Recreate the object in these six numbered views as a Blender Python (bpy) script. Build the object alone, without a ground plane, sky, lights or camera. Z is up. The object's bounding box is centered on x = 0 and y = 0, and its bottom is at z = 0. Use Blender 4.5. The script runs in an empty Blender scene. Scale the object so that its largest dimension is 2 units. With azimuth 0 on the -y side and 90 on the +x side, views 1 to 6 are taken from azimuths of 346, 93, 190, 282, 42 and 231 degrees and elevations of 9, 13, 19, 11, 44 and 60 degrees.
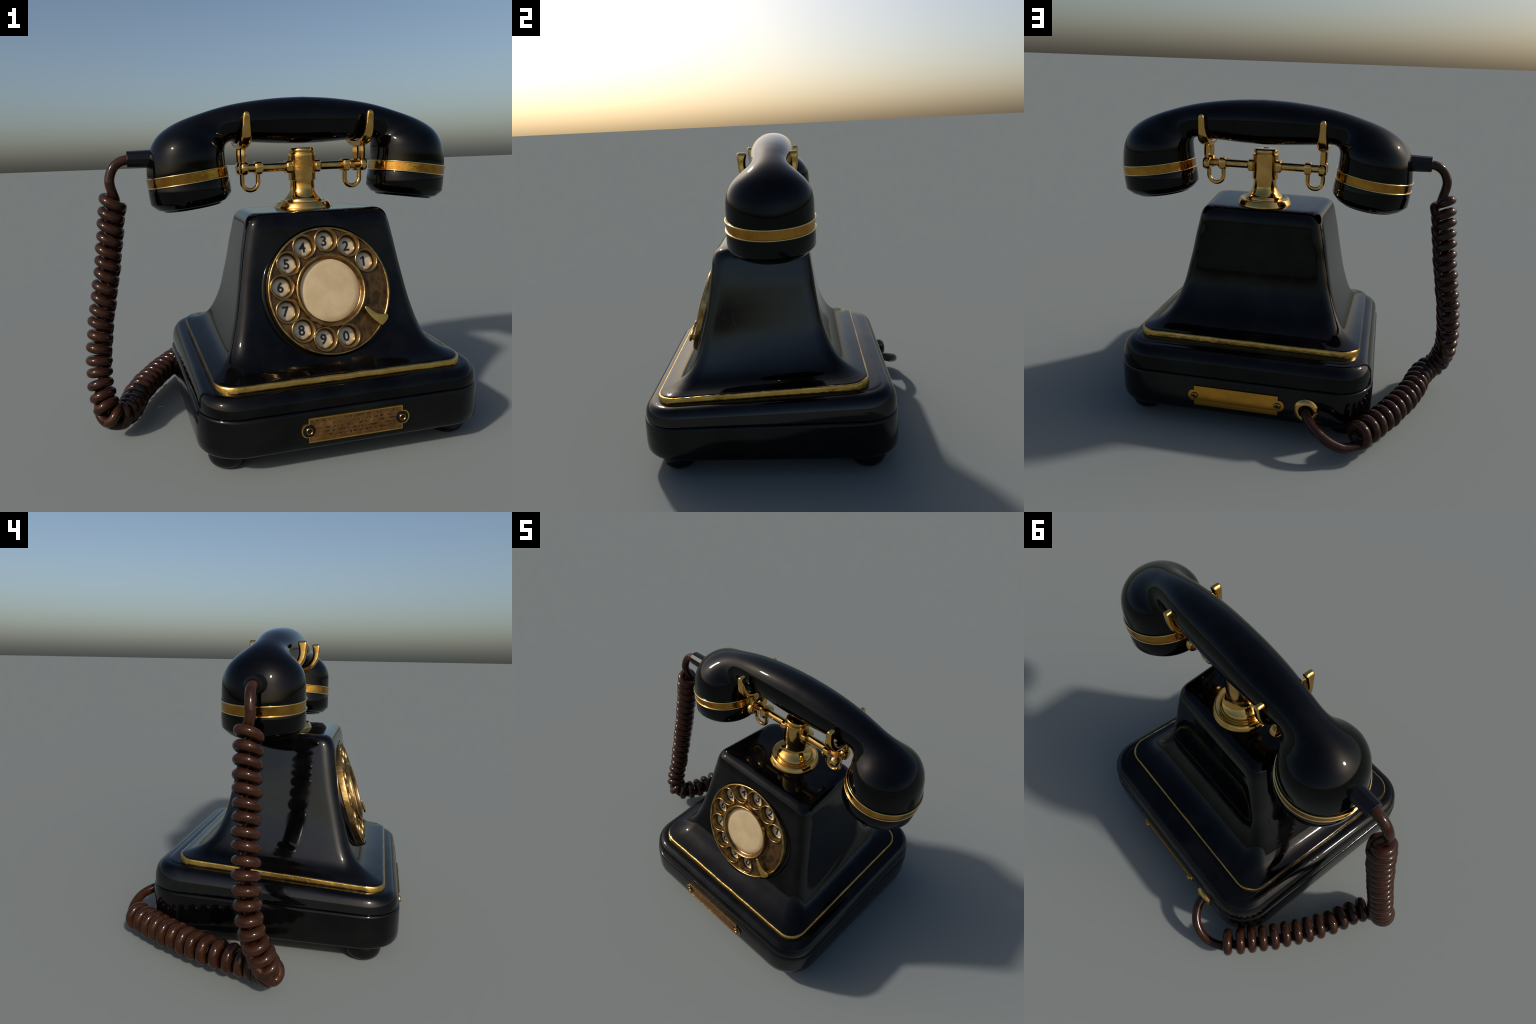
import bpy, bmesh, math, random
import numpy as np
from mathutils import Matrix, Vector, Euler
random.seed(7)
rng = np.random.default_rng(7)
scene = bpy.context.scene
COL = scene.collection
pi = math.pi

# ------------------------------------------------------------------ nodes
def new_mat(name):
    m = bpy.data.materials.new(name); m.use_nodes = True
    nt = m.node_tree; b = nt.nodes['Principled BSDF']
    return m, nt, b
def coords(nt, scale=(1, 1, 1)):
    tc = nt.nodes.new('ShaderNodeTexCoord'); mp = nt.nodes.new('ShaderNodeMapping')
    mp.inputs['Scale'].default_value = scale
    nt.links.new(tc.outputs['Object'], mp.inputs['Vector']); return mp.outputs['Vector']
def noise(nt, vec, scale, detail=4, rough=.55, dist=0):
    n = nt.nodes.new('ShaderNodeTexNoise'); n.inputs['Scale'].default_value = scale
    n.inputs['Detail'].default_value = detail; n.inputs['Roughness'].default_value = rough
    n.inputs['Distortion'].default_value = dist
    nt.links.new(vec, n.inputs['Vector']); return n.outputs['Fac']
def ramp(nt, fac, stops):
    r = nt.nodes.new('ShaderNodeValToRGB'); e = r.color_ramp.elements
    while len(e) < len(stops): e.new(.5)
    for el, (p, c) in zip(e, stops):
        el.position = p; el.color = (*c, 1) if len(c) == 3 else c
    nt.links.new(fac, r.inputs['Fac']); return r.outputs['Color']
def grey(nt, fac, p0, v0, p1, v1): return ramp(nt, fac, [(p0, (v0,)*3), (p1, (v1,)*3)])
def mix(nt, fac, a, b):
    m = nt.nodes.new('ShaderNodeMix'); m.data_type = 'RGBA'
    for s, v in ((m.inputs[0], fac), (m.inputs[6], a), (m.inputs[7], b)):
        if hasattr(v, 'is_output'): nt.links.new(v, s)
        else: s.default_value = v if not isinstance(v, tuple) else (*v, 1)
    return m.outputs[2]
def mth(nt, op, a, b=None, c=None):
    m = nt.nodes.new('ShaderNodeMath'); m.operation = op
    for s, v in zip(m.inputs, (a, b, c)):
        if v is None: continue
        if hasattr(v, 'is_output'): nt.links.new(v, s)
        else: s.default_value = v
    return m.outputs[0]
def bump(nt, b, h, strength, dist):
    n = nt.nodes.new('ShaderNodeBump'); n.inputs['Strength'].default_value = strength
    n.inputs['Distance'].default_value = dist
    nt.links.new(h, n.inputs['Height']); nt.links.new(n.outputs['Normal'], b.inputs['Normal'])

def lacquer(name, rough=.06, scuff=1.0, base=(.0005, .0005, .0007), spec=.30, flank=0.0):
    m, nt, b = new_mat(name); v = coords(nt)
    dirt = noise(nt, v, 5, 5, .6)
    fine = noise(nt, coords(nt, (9, 9, 2.2)), 7, 6, .7, .6)
    b.inputs['Base Color'].default_value = (*base, 1)
    nt.links.new(ramp(nt, dirt, [(.4, base), (.78, tuple(x+.0035*scuff*q for x, q in zip(base, (1, .9, .8))))]), b.inputs['Base Color'])
    r = mth(nt, 'ADD', grey(nt, dirt, .48, rough, .72, rough+.10*scuff), grey(nt, fine, .58, 0, .72, .10*scuff))
    nt.links.new(r, b.inputs['Roughness'])
    # shallow nicks, only in patches
    nick = mth(nt, 'MULTIPLY', grey(nt, fine, .6, 0, .72, 1), grey(nt, noise(nt, v, 3.3, 2), .52, 0, .62, 1))
    if scuff: bump(nt, b, nick, .10*scuff, -.003)
    ge = nt.nodes.new('ShaderNodeNewGeometry'); sp = nt.nodes.new('ShaderNodeSeparateXYZ'); nt.links.new(ge.outputs['Normal'], sp.inputs[0])
    side = grey(nt, mth(nt, 'ABSOLUTE', sp.outputs['X']), .6, 0, .95, flank)  # extra specular on x-facing walls brightens the horizon-sky reflection there
    nt.links.new(mth(nt, 'ADD', side, grey(nt, dirt, .3, spec*.85, .7, spec*1.15)), b.inputs['Specular IOR Level'])
    return m
BLACK = lacquer('black_lacquer', .04, 1.0, spec=.22, flank=.34)
BLACK_HANDSET = lacquer('black_handset_lacquer', .04, .25, spec=.22)
BLACK_PLINTH = lacquer('black_plinth_enamel', .075, .8, (.0009, .0009, .0010))
m, nt, b = new_mat('black_rubber'); b.inputs['Base Color'].default_value = (.0025, .0025, .0028, 1)
b.inputs['Roughness'].default_value = .25; b.inputs['Specular IOR Level'].default_value = .3; RUBBER = m

def gold(name, c0, c1, rough, bmp=.25, bscale=26, dark=.0):
    m, nt, b = new_mat(name); v = coords(nt)
    n1 = noise(nt, v, 14, 5, .6); n2 = noise(nt, v, bscale, 3, .5)
    col = ramp(nt, n1, [(.35, c1), (.62, c0)])
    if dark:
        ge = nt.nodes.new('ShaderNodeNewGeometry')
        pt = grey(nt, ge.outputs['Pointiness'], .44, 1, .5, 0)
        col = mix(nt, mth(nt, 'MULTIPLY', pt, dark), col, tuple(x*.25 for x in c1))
    nt.links.new(col, b.inputs['Base Color'])
    b.inputs['Metallic'].default_value = 1
    nt.links.new(grey(nt, n1, .3, rough+.08, .7, rough), b.inputs['Roughness'])
    bump(nt, b, n2, bmp, .004)
    return m
GOLD = gold('polished_gold', (.76, .47, .145), (.58, .33, .085), .07, .30, 17)
GOLD_BAND = gold('gold_band_metal', (.54, .28, .048), (.36, .165, .028), .09, .6, 18)
GOLD_TRIM = gold('gold_trim_metal', (.74, .46, .12), (.54, .31, .07), .22, .8, 30)
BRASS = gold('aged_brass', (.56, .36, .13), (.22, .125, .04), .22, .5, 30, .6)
GOLD_RIM = gold('pale_gold_rim', (.86, .62, .26), (.72, .48, .16), .1, .2, 26)
BRONZE = gold('brown_bronze', (.30, .17, .065), (.11, .055, .02), .25, .4, 30)
BRASS_DARK = gold('tarnished_brass', (.10, .055, .018), (.04, .022, .008), .3, .3, 30)
PLATE = gold('plain_gold_plate', (.66, .33, .05), (.56, .27, .04), .2, .1, 12)

# dark patinated dial face
m, nt, b = new_mat('dark_patinated_brass'); v = coords(nt)
n1 = noise(nt, v, 16, 6, .65, .5); n2 = noise(nt, coords(nt, (1, .35, 1)), 60, 4)
nt.links.new(mix(nt, grey(nt, n2, .45, 0, .7, .6), ramp(nt, n1, [(.34, (.020, .011, .006)), (.52, (.07, .036, .012)), (.7, (.19, .10, .03))]), (.16, .08, .025)), b.inputs['Base Color'])
b.inputs['Metallic'].default_value = .65
nt.links.new(grey(nt, n1, .3, .45, .7, .28), b.inputs['Roughness']); bump(nt, b, n1, .3, .004); PATINA = m

# engraved front plate : rows of tiny illegible marks
m, nt, b = new_mat('engraved_bronze_plate'); v = coords(nt)
sep = nt.nodes.new('ShaderNodeSeparateXYZ'); nt.links.new(v, sep.inputs[0])
n1 = noise(nt, v, 22, 6, .7)
marks = noise(nt, coords(nt, (70, 1, 60)), 1.0, 3, .6)
rows = mth(nt, 'SINE', mth(nt, 'MULTIPLY', sep.outputs['Z'], 2*pi/.0175))
rowm = grey(nt, mth(nt, 'MULTIPLY_ADD', rows, .5, .5), .42, 0, .6, 1)
inx = grey(nt, mth(nt, 'ABSOLUTE', sep.outputs['X']), .185, 1, .205, 0)
inz = grey(nt, mth(nt, 'ABSOLUTE', sep.outputs['Z']), .043, 1, .046, 0)
mk = mth(nt, 'MULTIPLY', mth(nt, 'MULTIPLY', grey(nt, marks, .50, 0, .55, 1), rowm), mth(nt, 'MULTIPLY', inx, inz))
mk = mth(nt, 'MULTIPLY', mk, grey(nt, noise(nt, v, 9, 2), .36, .25, .5, 1))
nt.links.new(mix(nt, mth(nt, 'MULTIPLY', mk, .85), ramp(nt, n1, [(.32, (.12, .055, .016)), (.55, (.23, .115, .033)), (.75, (.34, .195, .065))]), (.03, .014, .007)), b.inputs['Base Color'])
b.inputs['Metallic'].default_value = .75; b.inputs['Roughness'].default_value = .38
bump(nt, b, mth(nt, 'SUBTRACT', mth(nt, 'MULTIPLY', n1, .6), mk), .5, .003); ENGRAVED = m

# ivory card and enamel number faces
m, nt, b = new_mat('aged_ivory_card'); v = coords(nt)
n1 = noise(nt, v, 9, 5, .6); n2 = noise(nt, v, 34, 3)
nt.links.new(mix(nt, grey(nt, n2, .63, 0, .74, .45), ramp(nt, n1, [(.35, (.415, .30, .16)), (.65, (.50, .375, .215))]), (.34, .23, .12)), b.inputs['Base Color'])
b.inputs['Roughness'].default_value = .38; IVORY = m
m, nt, b = new_mat('glossy_number_enamel'); v = coords(nt)
sep = nt.nodes.new('ShaderNodeSeparateXYZ'); nt.links.new(v, sep.inputs[0])
rad_ = mth(nt, 'SQRT', mth(nt, 'ADD', mth(nt, 'MULTIPLY', sep.outputs['X'], sep.outputs['X']), mth(nt, 'MULTIPLY', sep.outputs['Y'], sep.outputs['Y'])))
nt.links.new(mix(nt, grey(nt, mth(nt, 'MULTIPLY', rad_, 10), .36, 0, .47, 1), ramp(nt, noise(nt, v, 24, 3), [(.35, (.38, .31, .205)), (.65, (.54, .455, .32))]), (.035, .022, .012)), b.inputs['Base Color'])  # edge darkened by radius: shade of the deep finger cup painted into the enamel
b.inputs['Roughness'].default_value = .08; b.inputs['Coat Weight'].default_value = .6; b.inputs['Coat Roughness'].default_value = .03; ENAMEL = m
m, nt, b = new_mat('black_digit_ink'); b.inputs['Base Color'].default_value = (.005, .006, .010, 1); b.inputs['Roughness'].default_value = .2; INK = m
# brown cord
m, nt, b = new_mat('glossy_brown_cord'); v = coords(nt)
n1 = noise(nt, v, 20, 5, .6)
nt.links.new(ramp(nt, n1, [(.35, (.020, .0066, .0030)), (.65, (.036, .0125, .0054))]), b.inputs['Base Color'])
b.inputs['Roughness'].default_value = .13; b.inputs['Specular IOR Level'].default_value = .28
bump(nt, b, noise(nt, v, 45, 2), .08, .003); CORD = m

# ------------------------------------------------------------------ mesh helpers
root = bpy.data.objects.new('rotary_telephone', None)
root.location = (.17, -.07, 0); COL.objects.link(root)
root['label'] = 'black vintage rotary desk telephone with gold trim and brown coiled cord'
root['category'] = 'telephone'
bpy.context.view_layer.update()
WORLD = {}
def put(name, me, mat, parent, mw=None):
    o = bpy.data.objects.new(name, me); COL.objects.link(o)
    if mat is not None and not me.materials: me.materials.append(mat)
    mw = mw or Matrix.Identity(4)
    o.parent = parent
    pw = WORLD.get(parent.name, root.matrix_world)
    o.matrix_basis = pw.inverted() @ mw
    WORLD[o.name] = mw
    return o
WORLD[root.name] = root.matrix_world.copy()
def finish(bm, name, angle=40, recalc=True):
    if recalc: bmesh.ops.recalc_face_normals(bm, faces=bm.faces)
    me = bpy.data.meshes.new(name); bm.to_mesh(me); bm.free()
    me.polygons.foreach_set('use_smooth', [True]*len(me.polygons))
    me.set_sharp_from_angle(angle=math.radians(angle)); me.update(); return me
def recentre(me):
    co = np.empty(len(me.vertices)*3, 'f'); me.vertices.foreach_get('co', co); co = co.reshape(-1, 3)
    c = (co.min(0)+co.max(0))/2; me.vertices.foreach_set('co', (co-c).ravel()); me.update()
    return Matrix.Translation(Vector([float(q) for q in c]))
def loft(bm, rings, close=True, cap0=True, cap1=True):
    vs = [[bm.verts.new(p) for p in r] for r in rings]; n = len(vs[0])
    for a, c in zip(vs[:-1], vs[1:]):
        for i in range(n if close else n-1):
            j = (i+1) % n; bm.faces.new((a[i], a[j], c[j], c[i]))
    if cap0: bm.faces.new(vs[0][::-1])
    if cap1: bm.faces.new(vs[-1])
    return vs
def revolve(bm, prof, n=64, M=None, cap0=False, cap1=False, closed=False):
    """prof = (radius, height) around local z; M places it."""
    M = M or Matrix.Identity(4); P = list(prof)
    if closed: P = P+[P[0]]
    rings = [[M @ Vector((r*math.cos(2*pi*i/n), r*math.sin(2*pi*i/n), h)) for i in range(n)] for r, h in P]
    loft(bm, rings, True, cap0, cap1)
    if closed: bmesh.ops.remove_doubles(bm, verts=bm.verts, dist=1e-6)
def spl(P, m=10):
    P = np.array(P, float); Q = np.vstack([2*P[0]-P[1], P, 2*P[-1]-P[-2]]); o = []
    for i in range(1, len(Q)-2):
        a, b_, c, d = Q[i-1:i+3]
        for t in np.arange(m)/m:
            o.append(.5*(2*b_+(c-a)*t+(2*a-5*b_+4*c-d)*t*t+(3*b_-a-3*c+d)*t**3))
    o.append(Q[-2]); return np.array(o)
def frames(P):
    T = np.gradient(P, axis=0); T /= np.linalg.norm(T, axis=1)[:, None]
    up = np.array([0, 1., 0]) if abs(T[0][1]) < .9 else np.array([1., 0, 0])
    N = np.zeros_like(P); n = up-T[0]*(up@T[0]); N[0] = n/np.linalg.norm(n)
    for i in range(1, len(P)):
        n = N[i-1]-T[i]*(N[i-1]@T[i]); N[i] = n/np.linalg.norm(n)
    return T, N, np.cross(T, N)
def tube(bm, P, r, n=12, cap=True, closed=False):
    P = np.array(P); T, N, B = frames(P); R = np.broadcast_to(np.asarray(r, float), (len(P),))
    rings = [[Vector(P[i]+R[i]*(math.cos(a)*N[i]+math.sin(a)*B[i])) for a in 2*pi*np.arange(n)/n] for i in range(len(P))]
    loft(bm, rings, True, cap, cap)
def torus(bm, R, r, M, n=64, k=10, sz=1.0):
    revolve(bm, [(R+r*math.cos(a), r*sz*math.sin(a)) for a in 2*pi*np.arange(k)/k], n, M, closed=True)
def rr(x0, x1, y0, y1, r, nc=10, ns=12):
    """counter-clockwise rounded rectangle with subdivided sides"""
    out = []
    C = [(x1-r, y1-r, 0), (x0+r, y1-r, 90), (x0+r, y0+r, 180), (x1-r, y0+r, 270)]
    for k, (cx, cy, a0) in enumerate(C):
        arc = [(cx+r*math.cos(a), cy+r*math.sin(a)) for a in np.radians(np.linspace(a0, a0+90, nc))]
        out += arc
        nx = C[(k+1) % 4]; a = math.radians(nx[2]); e = (nx[0]+r*math.cos(a), nx[1]+r*math.sin(a)); s = arc[-1]
        out += [(s[0]+(e[0]-s[0])*t, s[1]+(e[1]-s[1])*t) for t in np.arange(1, ns)/ns]
    return out
def frame_z(origin, zdir, xdir=(1, 0, 0)):
    z = Vector(zdir).normalized(); x = Vector(xdir); x = (x-z*x.dot(z)).normalized(); y = z.cross(x)
    return Matrix(((x.x, y.x, z.x, origin[0]), (x.y, y.y, z.y, origin[1]), (x.z, y.z, z.z, origin[2]), (0, 0, 0, 1)))
def curve_solid(name, outlines, depth, bev=.002, res=2, fill='BOTH'):
    """flat outline(s) extruded, edges rounded; lies in local xy, thickness along z (0..depth)"""
    cu = bpy.data.curves.new(name, 'CURVE'); cu.dimensions = '2D'; cu.fill_mode = fill
    for o in outlines:
        s = cu.splines.new('POLY'); s.points.add(len(o)-1); s.use_cyclic_u = True
        for p, q in zip(s.points, o): p.co = (q[0], q[1], 0, 1)
    cu.extrude = depth/2-bev; cu.bevel_depth = bev; cu.bevel_resolution = res; cu.offset = -bev
    ob = bpy.data.objects.new(name, cu); COL.objects.link(ob)
    me = bpy.data.meshes.new_from_object(ob.evaluated_get(bpy.context.evaluated_depsgraph_get()))
    bpy.data.objects.remove(ob); bpy.data.curves.remove(cu)
    bm = bmesh.new(); bm.from_mesh(me); bpy.data.meshes.remove(me)
    bmesh.ops.remove_doubles(bm, verts=bm.verts, dist=1e-5)
    bmesh.ops.translate(bm, verts=bm.verts, vec=(0, 0, depth/2))
    return finish(bm, name, 35)

# ------------------------------------------------------------------ base : plinth, lid, trim
XC, Y0, Y1 = .170, -.732, .588          # plinth centre and front/back
YM = -.105
def level(rows, xc, m=1, nc=10, ns=12):
    """rows: (half width front, half width back, front y, back y, z, slope, corner r)"""
    R = spl(rows, m) if m > 1 else np.array(rows, float); out = []
    for wf, wb, f, b_, z, s, r in R:
        w = max(wf, wb); ring = []
        for x, y in rr(-w, w, f, b_, r, nc, ns):
            t = (y-f)/(b_-f); k = (wf+(wb-wf)*t)/w
            ring.append(Vector((xc+x*k, y, z+s*(y-YM))))
        out.append(ring)
    return out
def inset(w, f, b_, d, z, s, r): return (w-d, w-d, f+d, b_-d, z, s, max(r-d, .02))
bm = bmesh.new()
PW, PS = .694, .02
rows = [inset(PW, Y0, Y1, .060, .086, 0, .20), inset(PW, Y0, Y1, .028, .087, 0, .20), inset(PW, Y0, Y1, .012, .093, 0, .20), inset(PW, Y0, Y1, .003, .106, 0, .20),
        inset(PW, Y0, Y1, 0, .140, 0, .20), inset(PW, Y0, Y1, 0, .20, .005, .20), inset(PW, Y0, Y1, 0.001, .262, PS, .20),
        inset(PW, Y0, Y1, .002, .270, PS, .20), inset(PW, Y0, Y1, .005, .276, PS, .20), inset(PW, Y0, Y1, .010, .2785, PS, .20), inset(PW, Y0, Y1, .03, .2785, PS, .20)]
loft(bm, level(rows, XC, 1, 14, 10))
me = finish(bm, 'base', 50); mw = recentre(me); base = put('base', me, BLACK_PLINTH, root, mw)

LW, LF, LB, LR = .684, -.721, .579, .18
bm = bmesh.new()
rows = [inset(LW, LF, LB, .03, .270, PS, LR), inset(LW, LF, LB, .006, .2785, PS, LR), inset(LW, LF, LB, .001, .284, PS, LR), inset(LW, LF, LB, 0, .295, .022, LR),
        inset(LW, LF, LB, .001, .318, .028, LR), inset(LW, LF, LB, .006, .341, .035, LR), inset(LW, LF, LB, .016, .361, .042, LR),
        inset(LW, LF, LB, .031, .3765, .048, LR), inset(LW, LF, LB, .048, .384, .053, LR), inset(LW, LF, LB, .064, .386, .055, LR), inset(LW, LF, LB, .075, .3865, .056, LR),
        inset(LW, LF, LB, .084, .3885, .057, LR), inset(LW, LF, LB, .10, .390, .057, LR)]
loft(bm, level(rows, XC, 3, 14, 10))
me = finish(bm, 'lid', 50); mw = recentre(me); lid = put('lid', me, BLACK, root, mw)

bm = bmesh.new()
TR = .105
rows = [(.592, .592, -.638, .426, .3855, .057, TR), (.6045, .6045, -.6505, .4395, .3855, .057, TR), (.607, .607, -.653, .442, .3885, .057, TR), (.6065, .6065, -.6525, .441, .398, .060, TR),
        (.6055, .6055, -.651, .4395, .409, .063, TR), (.6045, .6045, -.6495, .438, .4175, .065, TR), (.602, .602, -.6465, .435, .4205, .065, TR), (.590, .590, -.632, .419, .4205, .065, TR)]
L = level(rows, XC-.002, 1, 16, 60)
for r_ in L:                               # hand-laid strip: slightly uneven edge and face
    wob = np.convolve(np.tile(np.random.default_rng(3).normal(0, 1, len(r_)), 3), np.ones(5)/5, 'same')[len(r_):2*len(r_)]
    for p, q in zip(r_, wob): p.z += .0016*q; p.y += .0008*q; p.x += .0008*q
loft(bm, L, True, False, False)
me = finish(bm, 'trim', 50)
mw = recentre(me); put('trim', me, GOLD_TRIM, lid, mw)

# ------------------------------------------------------------------ housing (flared body)
BX = .164
bm = bmesh.new()
rows = [ # wf, wb, f, b, z, slope, r
 (.592, .592, -.634, .422, .414, .065, .10),
 (.601, .601, -.643, .431, .4165, .065, .105),
 (.602, .602, -.644, .432, .4195, .065, .105),
 (.597, .597, -.637, .426, .4235, .064, .103),
 (.580, .580, -.612, .408, .4285, .062, .10),
 (.555, .552, -.578, .382, .438, .060, .096),
 (.528, .522, -.538, .350, .455, .056, .090),
 (.506, .497, -.505, .318, .480, .050, .084),
 (.490, .476, -.478, .288, .514, .042, .078),
 (.476, .456, -.457, .263, .555, .033, .074),
 (.460, .435, -.438, .240, .610, .024, .070),
 (.446, .417, -.421, .221, .670, .016, .069),
 (.430, .398, -.397, .203, .755, .010, .064),
 (.415, .380, -.3805, .189, .845, .006, .070),
 (.400, .365, -.367, .178, .930, .003, .071),
 (.387, .351, -.3575, .169, .995, 0, .072),
 (.3795, .3435, -.3535, .1645, 1.030, 0, .072),
 (.372, .336, -.346, .158, 1.058, 0, .071),
 (.361, .325, -.336, .148, 1.0785, 0, .068),
 (.345, .309, -.320, .132, 1.0925, 0, .063),
 (.325, .289, -.300, .112, 1.0995, 0, .056),
 (.300, .264, -.275, .087, 1.1015, 0, .048),
 (.26, .225, -.235, .047, 1.102, 0, .040),
]
loft(bm, level(rows, BX, 4, 12, 12))
# round well cut into the sloping front for the dial
TILT = math.radians(16.7)
DM = frame_z((.163, -.448, .730), (0, -math.cos(TILT), math.sin(TILT)))
me = finish(bm, 'housing', 60)
bm = bmesh.new(); revolve(bm, [(.314, -.058), (.314, .30)], 96, DM, True, True)
cut = finish(bm, 'well_cutter', 40)
ho = bpy.data.objects.new('well_a', me); co_ = bpy.data.objects.new('well_b', cut); COL.objects.link(ho); COL.objects.link(co_)
md = ho.modifiers.new('well', 'BOOLEAN'); md.operation = 'DIFFERENCE'; md.object = co_; md.solver = 'EXACT'
me2 = bpy.data.meshes.new_from_object(ho.evaluated_get(bpy.context.evaluated_depsgraph_get()))
from mathutils.bvhtree import BVHTree
from mathutils.interpolate import poly_3d_calc
bv = BVHTree.FromPolygons([v.co.copy() for v in me.vertices], [tuple(p.vertices) for p in me.polygons])
nrm = [None]*len(me2.loops)
for p in me2.polygons:
    for li in p.loop_indices:
        v = me2.vertices[me2.loops[li].vertex_index].co
        hit, fn, fi, dist_ = bv.find_nearest(v)
        n_ = p.normal.copy()
        if hit is not None and dist_ < 2e-3 and abs(fn.dot(p.normal)) > .8 :
            f_ = me.polygons[fi]; w_ = poly_3d_calc([me.vertices[i].co for i in f_.vertices], hit)
            n_ = sum((me.vertices[i].normal*q for i, q in zip(f_.vertices, w_)), Vector())
        nrm[li] = n_.normalized()
me2.normals_split_custom_set(nrm)
bpy.data.objects.remove(ho); bpy.data.objects.remove(co_); bpy.data.meshes.remove(me); me = me2; me.name = 'housing'
mw = recentre(me); housing = put('housing', me, BLACK, root, mw)

# ------------------------------------------------------------------ feet
bm = bmesh.new()
revolve(bm, spl([(.05, .108), (.078, .106), (.083, .095), (.091, .072), (.092, .05), (.085, .026), (.070, .008), (.055, .0005), (.04, 0)], 4), 40, None, True, True)
fme = finish(bm, 'foot', 40)
for sx in (-1, 1):
    for y in (-.555, .425):
        put('foot', fme, RUBBER, base, Matrix.Translation((.165+sx*.552, y, 0)))

# ------------------------------------------------------------------ name plates
def plate_outline(w, h, er, ex):
    """rectangle whose short ends carry a round ear for the screw"""
    pts = []
    a0 = math.asin(min(.98, (er*.92)/er))
    hw, hh = w/2, h/2
    pts += [(-hw, -hh), (hw, -hh), (hw, -er*.93)]
    pts += [(ex+er*math.cos(a), er*math.sin(a)) for a in np.linspace(-1.15, 1.15, 15)]
    pts += [(hw, er*.93), (hw, hh), (-hw, hh), (-hw, er*.93)]
    pts += [(-ex-er*math.cos(a), er*math.sin(a)) for a in np.linspace(1.15, -1.15, 15)]
    pts += [(-hw, -er*.93)]
    return pts
screw = bmesh.new()
revolve(screw, [(.0165, 0), (.0165, .006), (.0152, .0095), (.0130, .0108), (.0112, .0095), (.0098, .003), (.001, .002)], 24, None, False, True)
screw_me = finish(screw, 'screw', 50)
def nameplate(name, cx, y, cz, out, mat, th, seat, tilt=0):
    zd = (0, -1, 0) if out < 0 else (0, 1, 0)
    M = frame_z((cx, y, cz), zd, (1, 0, 0) if out < 0 else (-1, 0, 0))
    me = curve_solid(name, [plate_outline(.448, .112, .034, .223)], th, .0018)
    me.transform(Matrix.Rotation(pi/2, 4, 'X')) if False else None
    # keep object axes world aligned so the engraving rows run along x
    me.transform(M.to_3x3().to_4x4())
    if out > 0:
        for p in me.polygons: pass
    o = put(name, me, mat, base, Matrix.Translation((cx, y, cz)))
    for s in (-1, 1):
        x = cx+s*.2215
        if seat:
            bm = bmesh.new(); revolve(bm, [(.029, 0), (.029, .0012), (.028, .0018), (.001, .0018)], 28, None, False, True)
            put('screw_seat', finish(bm, 'screw_seat', 50), RUBBER, o, frame_z((x, y-out*-1*th, cz), zd))
        if not seat:
            bm = bmesh.new(); revolve(bm, [(.0195, 0), (.0195, .0012), (.001, .0012)], 28, None, False, True)
            put('screw_seat', finish(bm, 'screw_seat', 50), BRASS_DARK, o, frame_z((x, y+out*th, cz), zd))
        bm = bmesh.new(); revolve(bm, [(.0104, .0), (.0104, .0058), (.001, .0058)], 20, None, False, True)
        put('screw_socket', finish(bm, 'screw_socket', 50), BRASS_DARK, o, frame_z((x, y+out*(th-.001), cz), zd))
        put('screw', screw_me, BRASS if seat else GOLD, o, frame_z((x, y+out*(th-.001), cz), zd))
    return o
fp = nameplate('nameplate', .162, -.7305, .1845, -1, ENGRAVED, .008, True)
# raised rim of the engraved plate
bm = bmesh.new()
o2 = plate_outline(.448, .112, .034, .223); o1 = plate_outline(.436, .100, .030, .221)
rimM = frame_z((.162, -.7385, .1845), (0, -1, 0))
rings = [[rimM @ Vector((x, y, h)) for x, y in o] for o, h in ((o2, -.004), (o2, .0022), (o1, .0022), (o1, -.004))]
loft(bm, rings, True, False, False)
me = finish(bm, 'plate_rim', 30); mw = recentre(me); put('plate_rim', me, GOLD_TRIM, fp, mw)
bp = nameplate('nameplate', .174, .5865, .190, 1, PLATE, .009, False)

# cord grommet in the back
M = frame_z((-.196, .586, .184), (0, 1, 0), (-1, 0, 0))
bm = bmesh.new()
revolve(bm, spl([(.066, 0), (.066, .006), (.062, .013), (.053, .021), (.043, .024), (.035, .021), (.030, .013), (.028, .0)], 4), 48, M)
me = finish(bm, 'cord_grommet', 60); mw = recentre(me); put('cord_grommet', me, GOLD, base, mw)
bm = bmesh.new(); revolve(bm, [(.036, .002), (.036, .004), (.001, .004)], 32, M, False, True)
me = finish(bm, 'grommet_hole', 50); mw = recentre(me); put('grommet_hole', me, RUBBER, base, mw)

# ------------------------------------------------------------------ dial
def dput(name, me, mat, parent, loc=(0, 0, 0)):
    return put(name, me, mat, parent, DM @ Matrix.Translation(loc))
bm = bmesh.new()
revolve(bm, [(.331, -.15), (.331, -.042), (.329, -.034), (.324, -.0295), (.3145, -.028), (.3125, -.030), (.3125, -.052), (.2, -.052)], 96, None, True, True)
dial = dput('dial', finish(bm, 'dial', 40), BLACK, root)
R_H, R_O, NH = .238, .0515, 10
ang = [math.radians(31.5+28.25*i) for i in range(10)]
def circ(cx, cy, r, n, rev=False):
    p = [(cx+r*math.cos(2*pi*i/n), cy+r*math.sin(2*pi*i/n)) for i in range(n)]
    return p[::-1] if rev else p
holes = [circ(R_H*math.cos(a)+.002, R_H*math.sin(a)+.005, R_O+.001, 40) for a in ang]
wheel = curve_solid('finger_wheel', [circ(0, 0, .304, 128)]+holes, .036, .0015)
wheel.transform(Matrix.Translation((0, 0, -.044)))
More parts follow.
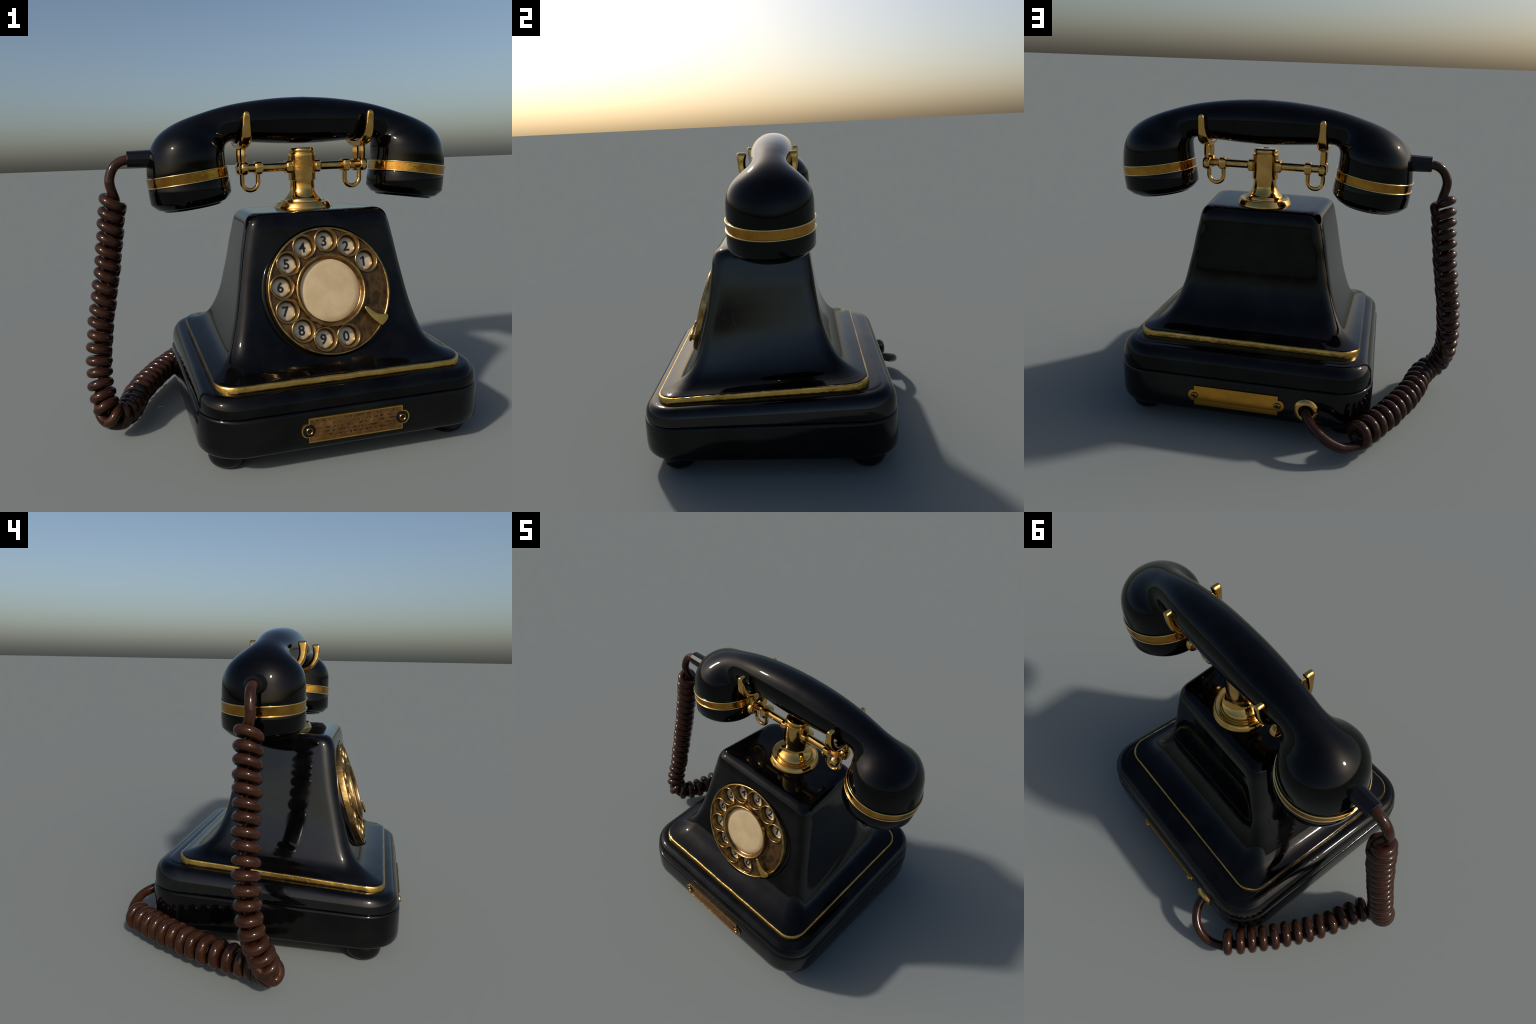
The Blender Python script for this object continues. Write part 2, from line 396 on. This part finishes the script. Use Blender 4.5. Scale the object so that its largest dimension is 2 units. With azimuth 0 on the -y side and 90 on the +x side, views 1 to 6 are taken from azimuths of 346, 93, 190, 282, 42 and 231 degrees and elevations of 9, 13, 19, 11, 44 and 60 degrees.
wheel_o = dput('finger_wheel', wheel, PATINA, dial)
# outer ring
bm = bmesh.new()
revolve(bm, spl([(.2945, -.012), (.2955, -.003), (.2985, .001), (.303, .001), (.306, -.002), (.308, -.010), (.3110, -.028), (.3124, -.048)], 3), 128)
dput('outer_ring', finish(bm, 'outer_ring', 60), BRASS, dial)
# hole rims: bevelled collars with inner wall
bm = bmesh.new()
revolve(bm, spl([(.0612, -.010), (.0606, -.004), (.0585, -.0005), (.0550, .0002), (.0525, -.001), (.0510, -.005), (.0500, -.014), (.0490, -.040)], 3), 48)
rim = finish(bm, 'finger_hole_rim', 60)
bm = bmesh.new()
revolve(bm, [(.051, -.043), (.046, -.0405), (.036, -.0375), (.022, -.0355), (.008, -.035), (.001, -.035)], 36, None, False, True)
face = finish(bm, 'number_face', 60)
def text_mesh(ch, size):
    cu = bpy.data.curves.new('digit', 'FONT'); cu.body = ch; cu.size = size; cu.align_x = 'CENTER'; cu.align_y = 'CENTER'
    cu.extrude = .0006; cu.offset = size*.021; cu.resolution_u = 4
    ob = bpy.data.objects.new('digit', cu); COL.objects.link(ob)
    me = bpy.data.meshes.new_from_object(ob.evaluated_get(bpy.context.evaluated_depsgraph_get()))
    bpy.data.objects.remove(ob); bpy.data.curves.remove(cu)
    # centre exactly on its bounding box
    co = np.empty(len(me.vertices)*3, 'f'); me.vertices.foreach_get('co', co); co = co.reshape(-1, 3)
    c = (co.min(0)+co.max(0))/2; c[2] = 0; me.vertices.foreach_set('co', (co-c).ravel()); me.update(); me.name = 'digit'; return me
for i, a in enumerate(ang):
    loc = (R_H*math.cos(a)+.002, R_H*math.sin(a)+.005, 0)
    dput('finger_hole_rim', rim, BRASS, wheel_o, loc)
    f = dput('number_face', face, ENAMEL, wheel_o, loc)
    dm = text_mesh('1234567890'[i], .066)
    if i == 0:
        bm = bmesh.new(); bm.from_mesh(dm)
        hgt = max(v.co.y for v in bm.verts); xl = min(v.co.x for v in bm.verts); zt = max(v.co.z for v in bm.verts); zb = min(v.co.z for v in bm.verts)
        loft(bm, [[Vector(p+(z,)) for p in ((xl+.002, hgt), (xl-.0105, hgt-.010), (xl-.0105, hgt-.0165), (xl+.002, hgt-.009))] for z in (zb, zt)])
        dm.clear_geometry(); bm.to_mesh(dm); bm.free()
    dput('digit', dm, INK, wheel_o, (loc[0]-.002, loc[1]+.0, -.0343))
# hub ring and ivory card
bm = bmesh.new()
revolve(bm, spl([(.1755, -.02), (.1750, .004), (.1738, .014), (.1715, .0185), (.1680, .0188), (.1648, .0165), (.1635, .0135), (.1625, .009)], 3), 96)
hub = dput('hub_ring', finish(bm, 'hub_ring', 60), BRASS, dial)
bm = bmesh.new()
revolve(bm, spl([(.1645, .013), (.1615, .009), (.1575, .002), (.153, -.003), (.149, -.0045), (.146, -.009)], 3), 96)
dput('hub_lining', finish(bm, 'hub_lining', 60), BRONZE, dial)
bm = bmesh.new()
revolve(bm, [(.151, -.006), (.149, -.0035), (.12, -.002), (.06, -.001), (.001, -.001)], 96, None, False, True)
dput('ivory_card', finish(bm, 'ivory_card', 60), IVORY, dial)
# finger stop hook
o = spl([(.155, -.095), (.166, -.095), (.187, -.113), (.208, -.129), (.235, -.138), (.261, -.139), (.267, -.148), (.262, -.166), (.236, -.189), (.228, -.189), (.205, -.172), (.183, -.150), (.165, -.125), (.154, -.105), (.155, -.095)], 4)[:-1]
me = curve_solid('finger_stop', [[tuple(p) for p in o]], .012, .003)
me.transform(Matrix.Translation((0, 0, .014)))
fs = dput('finger_stop', me, GOLD_TRIM, dial)
me = curve_solid('stop_bracket', [[(.238, -.146), (.258, -.145), (.256, -.163), (.238, -.178)]], .046, .002)
me.transform(Matrix.Translation((0, 0, -.03))); dput('stop_bracket', me, GOLD_TRIM, fs)

# ------------------------------------------------------------------ cradle
CX, CY, CZ = .175, -.036, 1.314
bm = bmesh.new()
M = Matrix.Translation((CX, CY, 1.097))
prof = spl([(.151, 0), (.153, .003), (.1525, .009), (.1465, .022), (.1395, .0335), (.134, .036), (.127, .034)], 3).tolist()
prof += spl([(.116, .028), (.108, .027), (.1045, .031), (.1035, .041), (.0985, .051), (.089, .060), (.0765, .076), (.0665, .098), (.064, .128), (.064, .146)], 3).tolist()
prof += spl([(.0655, .148), (.0715, .150), (.0725, .156), (.0725, .270), (.0720, .282), (.070, .286)], 3).tolist()
prof += spl([(.064, .287), (.064, .291), (.0665, .293), (.0675, .299), (.066, .306), (.061, .3115), (.045, .314), (.021, .3145)], 3).tolist()
prof += [(.019, .310), (.018, .300), (.001, .298)]
revolve(bm, prof, 64, M, False, True)
me = finish(bm, 'cradle_post', 38); mw = recentre(me); cradle = put('cradle', me, GOLD, root, mw)
DY, BXO, NXO, KXO = .041, .326, .242, .077
RX = Matrix.Rotation(pi/2, 4, 'Y')
def mesh_rev(name, prof, n, ang_=38, **k):
    bm = bmesh.new(); revolve(bm, prof, n, None, **k); return finish(bm, name, ang_)
def flange_block(name, w, ry, rz):
    # oval collar across the rod, chamfered on both faces
    bm = bmesh.new()
    rings = []
    for x, k in ((-w, .60), (-w, .82), (-w*.62, 1.0), (w*.62, 1.0), (w, .82), (w, .60)):
        r_ = []
        for i in range(16):
            t = 2*pi*(i+.5)/16; c, s_ = math.cos(t), math.sin(t); e = .62
            r_.append(Vector((x, k**.5*ry*math.copysign(abs(c)**e, c), k*rz*math.copysign(abs(s_)**e, s_))))
        rings.append(r_)
    loft(bm, rings); return finish(bm, name, 30)
nut = flange_block('rod_nut', .0205, .046, .0345)
collar = flange_block('post_collar', .0175, .047, .0340)
ball = mesh_rev('rod_end', spl([(.022, -.0215), (.030, -.0195), (.0345, -.011), (.035, .002), (.032, .013), (.025, .020), (.011, .0225), (.001, .0228)], 3), 28, 50, cap0=True, cap1=True)
rod = mesh_rev('cradle_rod', [(.0225, -.163), (.0225, .163)], 24, 40, cap0=True, cap1=True)
# crossed yoke: U cradle with two prongs, on two legs
half = [(0, 1.408), (.03, 1.409), (.062, 1.414), (.092, 1.427), (.120, 1.450), (.140, 1.480), (.149, 1.515), (.152, 1.550), (.153, 1.575), (.148, 1.586), (.130, 1.587), (.110, 1.585),
        (.105, 1.575), (.110, 1.553), (.112, 1.525), (.107, 1.498), (.092, 1.474), (.066, 1.456), (.032, 1.446), (0, 1.444)]
hs = spl(half, 3)
outl = [(y, z) for y, z in hs]+[(-y, z) for y, z in hs[::-1]][1:-1]
yoke = curve_solid('cradle_fork', [[(y, z-1.5) for y, z in outl]], .038, .0115, 4)
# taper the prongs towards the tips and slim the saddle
for v in yoke.vertices:
    k = float(np.interp(v.co.y, [-.095, -.075, -.050, -.02, .02, .055, .073, .087], [.95, 1.45, 1.6, 1.35, 1.06, .98, .90, .60]))
    v.co.z = (v.co.z-.019)*k
YM4 = Matrix(((0, 0, 1, 0), (1, 0, 0, 0), (0, 1, 0, 0), (0, 0, 0, 1)))   # outline (x,y)->(y,z), thickness -> x
leg = mesh_rev('fork_leg', [(.0160, 0), (.0165, .022), (.0178, .032), (.0178, .068), (.0162, .078), (.0185, .092), (.023, .112)], 8, 30, cap0=True, cap1=True)
loop_path = [(-.042, 0, .055)]+[(-.0425*math.cos(t), 0, -.0425*math.sin(t)) for t in np.linspace(0, pi, 24)]+[(.042, 0, .055)]
bm = bmesh.new(); tube(bm, loop_path, .0120, 14); loopm = finish(bm, 'hanging_loop', 50)
pin = mesh_rev('cross_pin', [(.020, -DY), (.020, DY)], 16, 40)
RY = Matrix.Rotation(pi/2, 4, 'X')
for s in (-1, 1):
    put('cradle_rod', rod, GOLD, cradle, Matrix.Translation((CX+s*.167, CY, CZ)) @ RX)
    put('rod_nut', nut, GOLD, cradle, Matrix.Translation((CX+s*NXO, CY, CZ)))
    put('post_collar', collar, GOLD, cradle, Matrix.Translation((CX+s*KXO, CY, CZ)))
    put('cross_pin', pin, GOLD, cradle, Matrix.Translation((CX+s*BXO, CY, CZ)) @ RY)
    for t in (-1, 1):
        y = CY+t*DY
        put('rod_end', ball, GOLD, cradle, Matrix.Translation((CX+s*BXO, y, CZ)) @ (RX if s > 0 else Matrix.Rotation(-pi/2, 4, 'Y')))
        put('fork_leg', leg, GOLD, cradle, Matrix.Translation((CX+s*BXO, y, CZ+.015)))
    put('cradle_fork', yoke, GOLD, cradle, Matrix.Translation((CX+s*BXO, CY, 1.5)) @ YM4)
    put('hanging_loop', loopm, GOLD, cradle, Matrix.Translation((CX+s*(BXO+NXO)/2, CY, 1.243)))

# ------------------------------------------------------------------ handset
HX, HY = .180, -.020
RT = math.radians(7.6)
RC = (.614, 1.304)                       # ring centre (local x, z)
st = [ # inner x,z , outer x,z , half width, squareness
 (0, 1.433, 0, 1.672, .117), (.11, 1.436, .13, 1.667, .1165), (.21, 1.442, .26, 1.654, .112), (.29, 1.447, .37, 1.637, .104),
 (.345, 1.4515, .46, 1.616, .0965), (.375, 1.4525, .535, 1.594, .0955), (.393, 1.449, .600, 1.573, .106), (.405, 1.442, .660, 1.549, .129), (.412, 1.433, .712, 1.520, .157),
 (.416, 1.421, .753, 1.487, .179), (.417, 1.407, .782, 1.447, .194), (.4165, 1.390, .800, 1.405, .2015), (.4155, 1.372, .809, 1.363, .2045), (.4135, 1.352, .8135, 1.320, .2050),
 (.411, 1.331, .8155, 1.282, .2050), (.4095, 1.315, .8135, 1.262, .2045)]
H = spl(st, 5)
allst = [(-a, b_, -c, d, w) for a, b_, c, d, w in H[::-1]][:-1]+[tuple(h) for h in H]
bm = bmesh.new(); rings = []
NS = 64
for a, b_, c, d, w in allst:
    mx, mz, ux, uz = (a+c)/2, (b_+d)/2, (c-a)/2, (d-b_)/2
    e = 2/float(np.interp(abs(mx), [0, .38, .60], [2.2, 2.15, 2.0]))     # squarer grip, round heads
    cs = [(math.copysign(abs(math.cos(t))**e, math.cos(t)), math.copysign(abs(math.sin(t))**e, math.sin(t))) for t in 2*pi*(np.arange(NS)+.5)/NS]
    rings.append([Vector((HX+mx+ux*c_, HY+w*s_, mz+uz*c_)) for c_, s_ in cs])
loft(bm, rings)
me = finish(bm, 'handset', 60); mw = recentre(me); handset = put('handset', me, BLACK_HANDSET, root, mw)
bandm = bmesh.new()
prof = [(.198, -.001), (.2068, -.001), (.2068, .004), (.2066, .024), (.2068, .0435), (.2068, .0475), (.198, .0475)]
revolve(bandm, prof, 96); band_me = finish(bandm, 'gold_band', 45)
rimb = bmesh.new(); torus(rimb, .2086, .0044, Matrix.Identity(4), 96, 12, .8); rim_me = finish(rimb, 'band_rim', 60)
capb = bmesh.new()
revolve(capb, [(.195, .047), (.2045, .049), (.2065, .054), (.2085, .085), (.2085, .127), (.2065, .132), (.180, .160), (.172, .165), (.160, .167), (.152, .173), (.148, .1775), (.138, .179), (.128, .176), (.12, .166), (.001, .164)], 96, None, True, True)
cap_me = finish(capb, 'receiver_cap', 25)
for s, nm in ((-1, 'mouthpiece_cap'), (1, 'earpiece_cap')):
    M = frame_z((HX+s*RC[0], HY, RC[1]), (-s*math.sin(RT), 0, -math.cos(RT)))
    put('gold_band', band_me, GOLD_BAND, handset, M)
    for h in (0.0, .0475): put('band_rim', rim_me, GOLD_RIM, handset, M @ Matrix.Translation((0, 0, h)))
    put(nm, cap_me, BLACK_HANDSET, handset, M)
# cord sleeve
bm = bmesh.new()
M = frame_z((-.600, -.030, 1.378), (-1, 0, 0), (0, 1, 0))
revolve(bm, [(.046, 0), (.0445, .02), (.0415, .125), (.040, .1275), (.026, .1275), (.024, .12)], 12, M, True, True)
me = finish(bm, 'cord_sleeve', 25); mw = recentre(me); put('cord_sleeve', me, RUBBER, handset, mw)

# ------------------------------------------------------------------ coiled cord
AX = spl([(-.8015, -.030, 1.228), (-.833, -.036, 1.02), (-.863, -.042, .825), (-.912, -.053, .561), (-.934, -.080, .354), (-.924, -.132, .215), (-.886, -.160, .130), (-.812, -.075, .106),
          (-.737, .165, .112), (-.606, .431, .116), (-.458, .661, .116), (-.424, .706, .119)], 60)
seg = np.r_[0, np.cumsum(np.linalg.norm(np.diff(AX, axis=0), axis=1))]; LEN = seg[-1]
def axis_at(s): return np.stack([np.interp(s, seg, AX[:, k]) for k in range(3)], -1)
NT = 34                                      # turns
M_ = 40; n = NT*M_
# arc position of each turn: coils are packed slightly looser near the middle of the drop
u = np.linspace(0, 1, 2000)
pitch = np.interp(u, [0, .06, .28, .38, .46, .54, .60, .67, .82, .95, 1], [1.04, .98, .98, 1.03, .93, .86, .95, 1.13, 1.06, 1.05, 1.6])
su = np.r_[0, np.cumsum((pitch[1:]+pitch[:-1])/2)]; su = su/su[-1]*LEN
k = np.arange(n+1); turn = k/M_; th = 2*pi*(turn % 1)
JOG0, JW = 1.045, .15                           # most of the advance happens on the side facing the body
JC = np.interp(turn, [0, 13.5, 19, NT], [JOG0, JOG0, JOG0+.47, JOG0+.47])   # hidden side: towards the body, then underneath
ph = (turn-JC+JW/2) % 1
base_turn = np.floor(turn-JC+JW/2)
adv = base_turn+np.clip(ph/JW, 0, 1)**2*(3-2*np.clip(ph/JW, 0, 1))
adv = .9*adv+.1*(turn-JC)                 # partly even helix
adv -= adv[0]; adv = adv/adv[-1]
s = np.interp(adv, u, su)
C = axis_at(s)
fine_T, fine_N, fine_B = frames(AX)
idx = np.clip(np.searchsorted(seg, s), 0, len(seg)-1)
T, N, B = fine_T[idx], fine_N[idx], fine_B[idx]
rad = np.interp(s/LEN, [0, .04, .2, .45, .55, .75, 1], [.0475, .045, .042, .0415, .046, .0495, .0500])
rad = rad*np.clip(np.minimum(.30+turn/.38*.70, .16+(NT-turn)/.55*.84), 0, 1)
# theta measured so that th=0 faces +x at the top of the cord, counter clockwise seen from above
Bx = -B if B[0][0] < 0 else B
ct, sn = np.cos(th), np.sin(th)
P = C+rad[:, None]*(ct[:, None]*Bx+sn[:, None]*N)
tx = np.interp(s/LEN, [0, .15, .28, .40, .48, .56, .68, 1], [-.29, -.30, -.22, -.02, .2, .1, .0, .0])
ty = np.interp(s/LEN, [0, .08, .2, .35, 1], [.22, .20, .10, .0, .0])
P += (rad*(tx*ct+ty*sn))[:, None]*(-T)
P = P+.0015*np.stack([np.sin(turn*2.3), np.cos(turn*1.7), np.sin(turn*3.1+1)], -1)
P[:, 2] = np.maximum(P[:, 2], .026)
lead = spl([(-.66, -.03, 1.378), (-.725, -.030, 1.377), (-.765, -.031, 1.366), (-.797, -.034, 1.338), (-.815, -.038, 1.296), (-.8165, -.040, 1.258), tuple(P[3]+np.array([-.012, -.004, .018]))]+[tuple(P[7]), tuple(P[10])], 8)[:-8]
# the straight end leaves the last coil from the side that already runs towards the socket
cut = len(P)-21
tail = spl([tuple(P[cut-3]), tuple(P[cut]), (-.415, .704, .076), (-.366, .7215, .094), (-.316, .7215, .119), (-.268, .704, .145), (-.228, .668, .165), (-.203, .625, .178), (-.196, .575, .184)], 8)[8:]
path = np.vstack([lead[:-1], P[7:cut], tail])
bm = bmesh.new(); tube(bm, path, np.interp(np.arange(len(path))/len(path), [0, .5, .62, 1], [.0246, .0246, .0258, .0256]), 14)
me = finish(bm, 'coiled_cord', 60); mw = recentre(me); put('coiled_cord', me, CORD, root, mw)
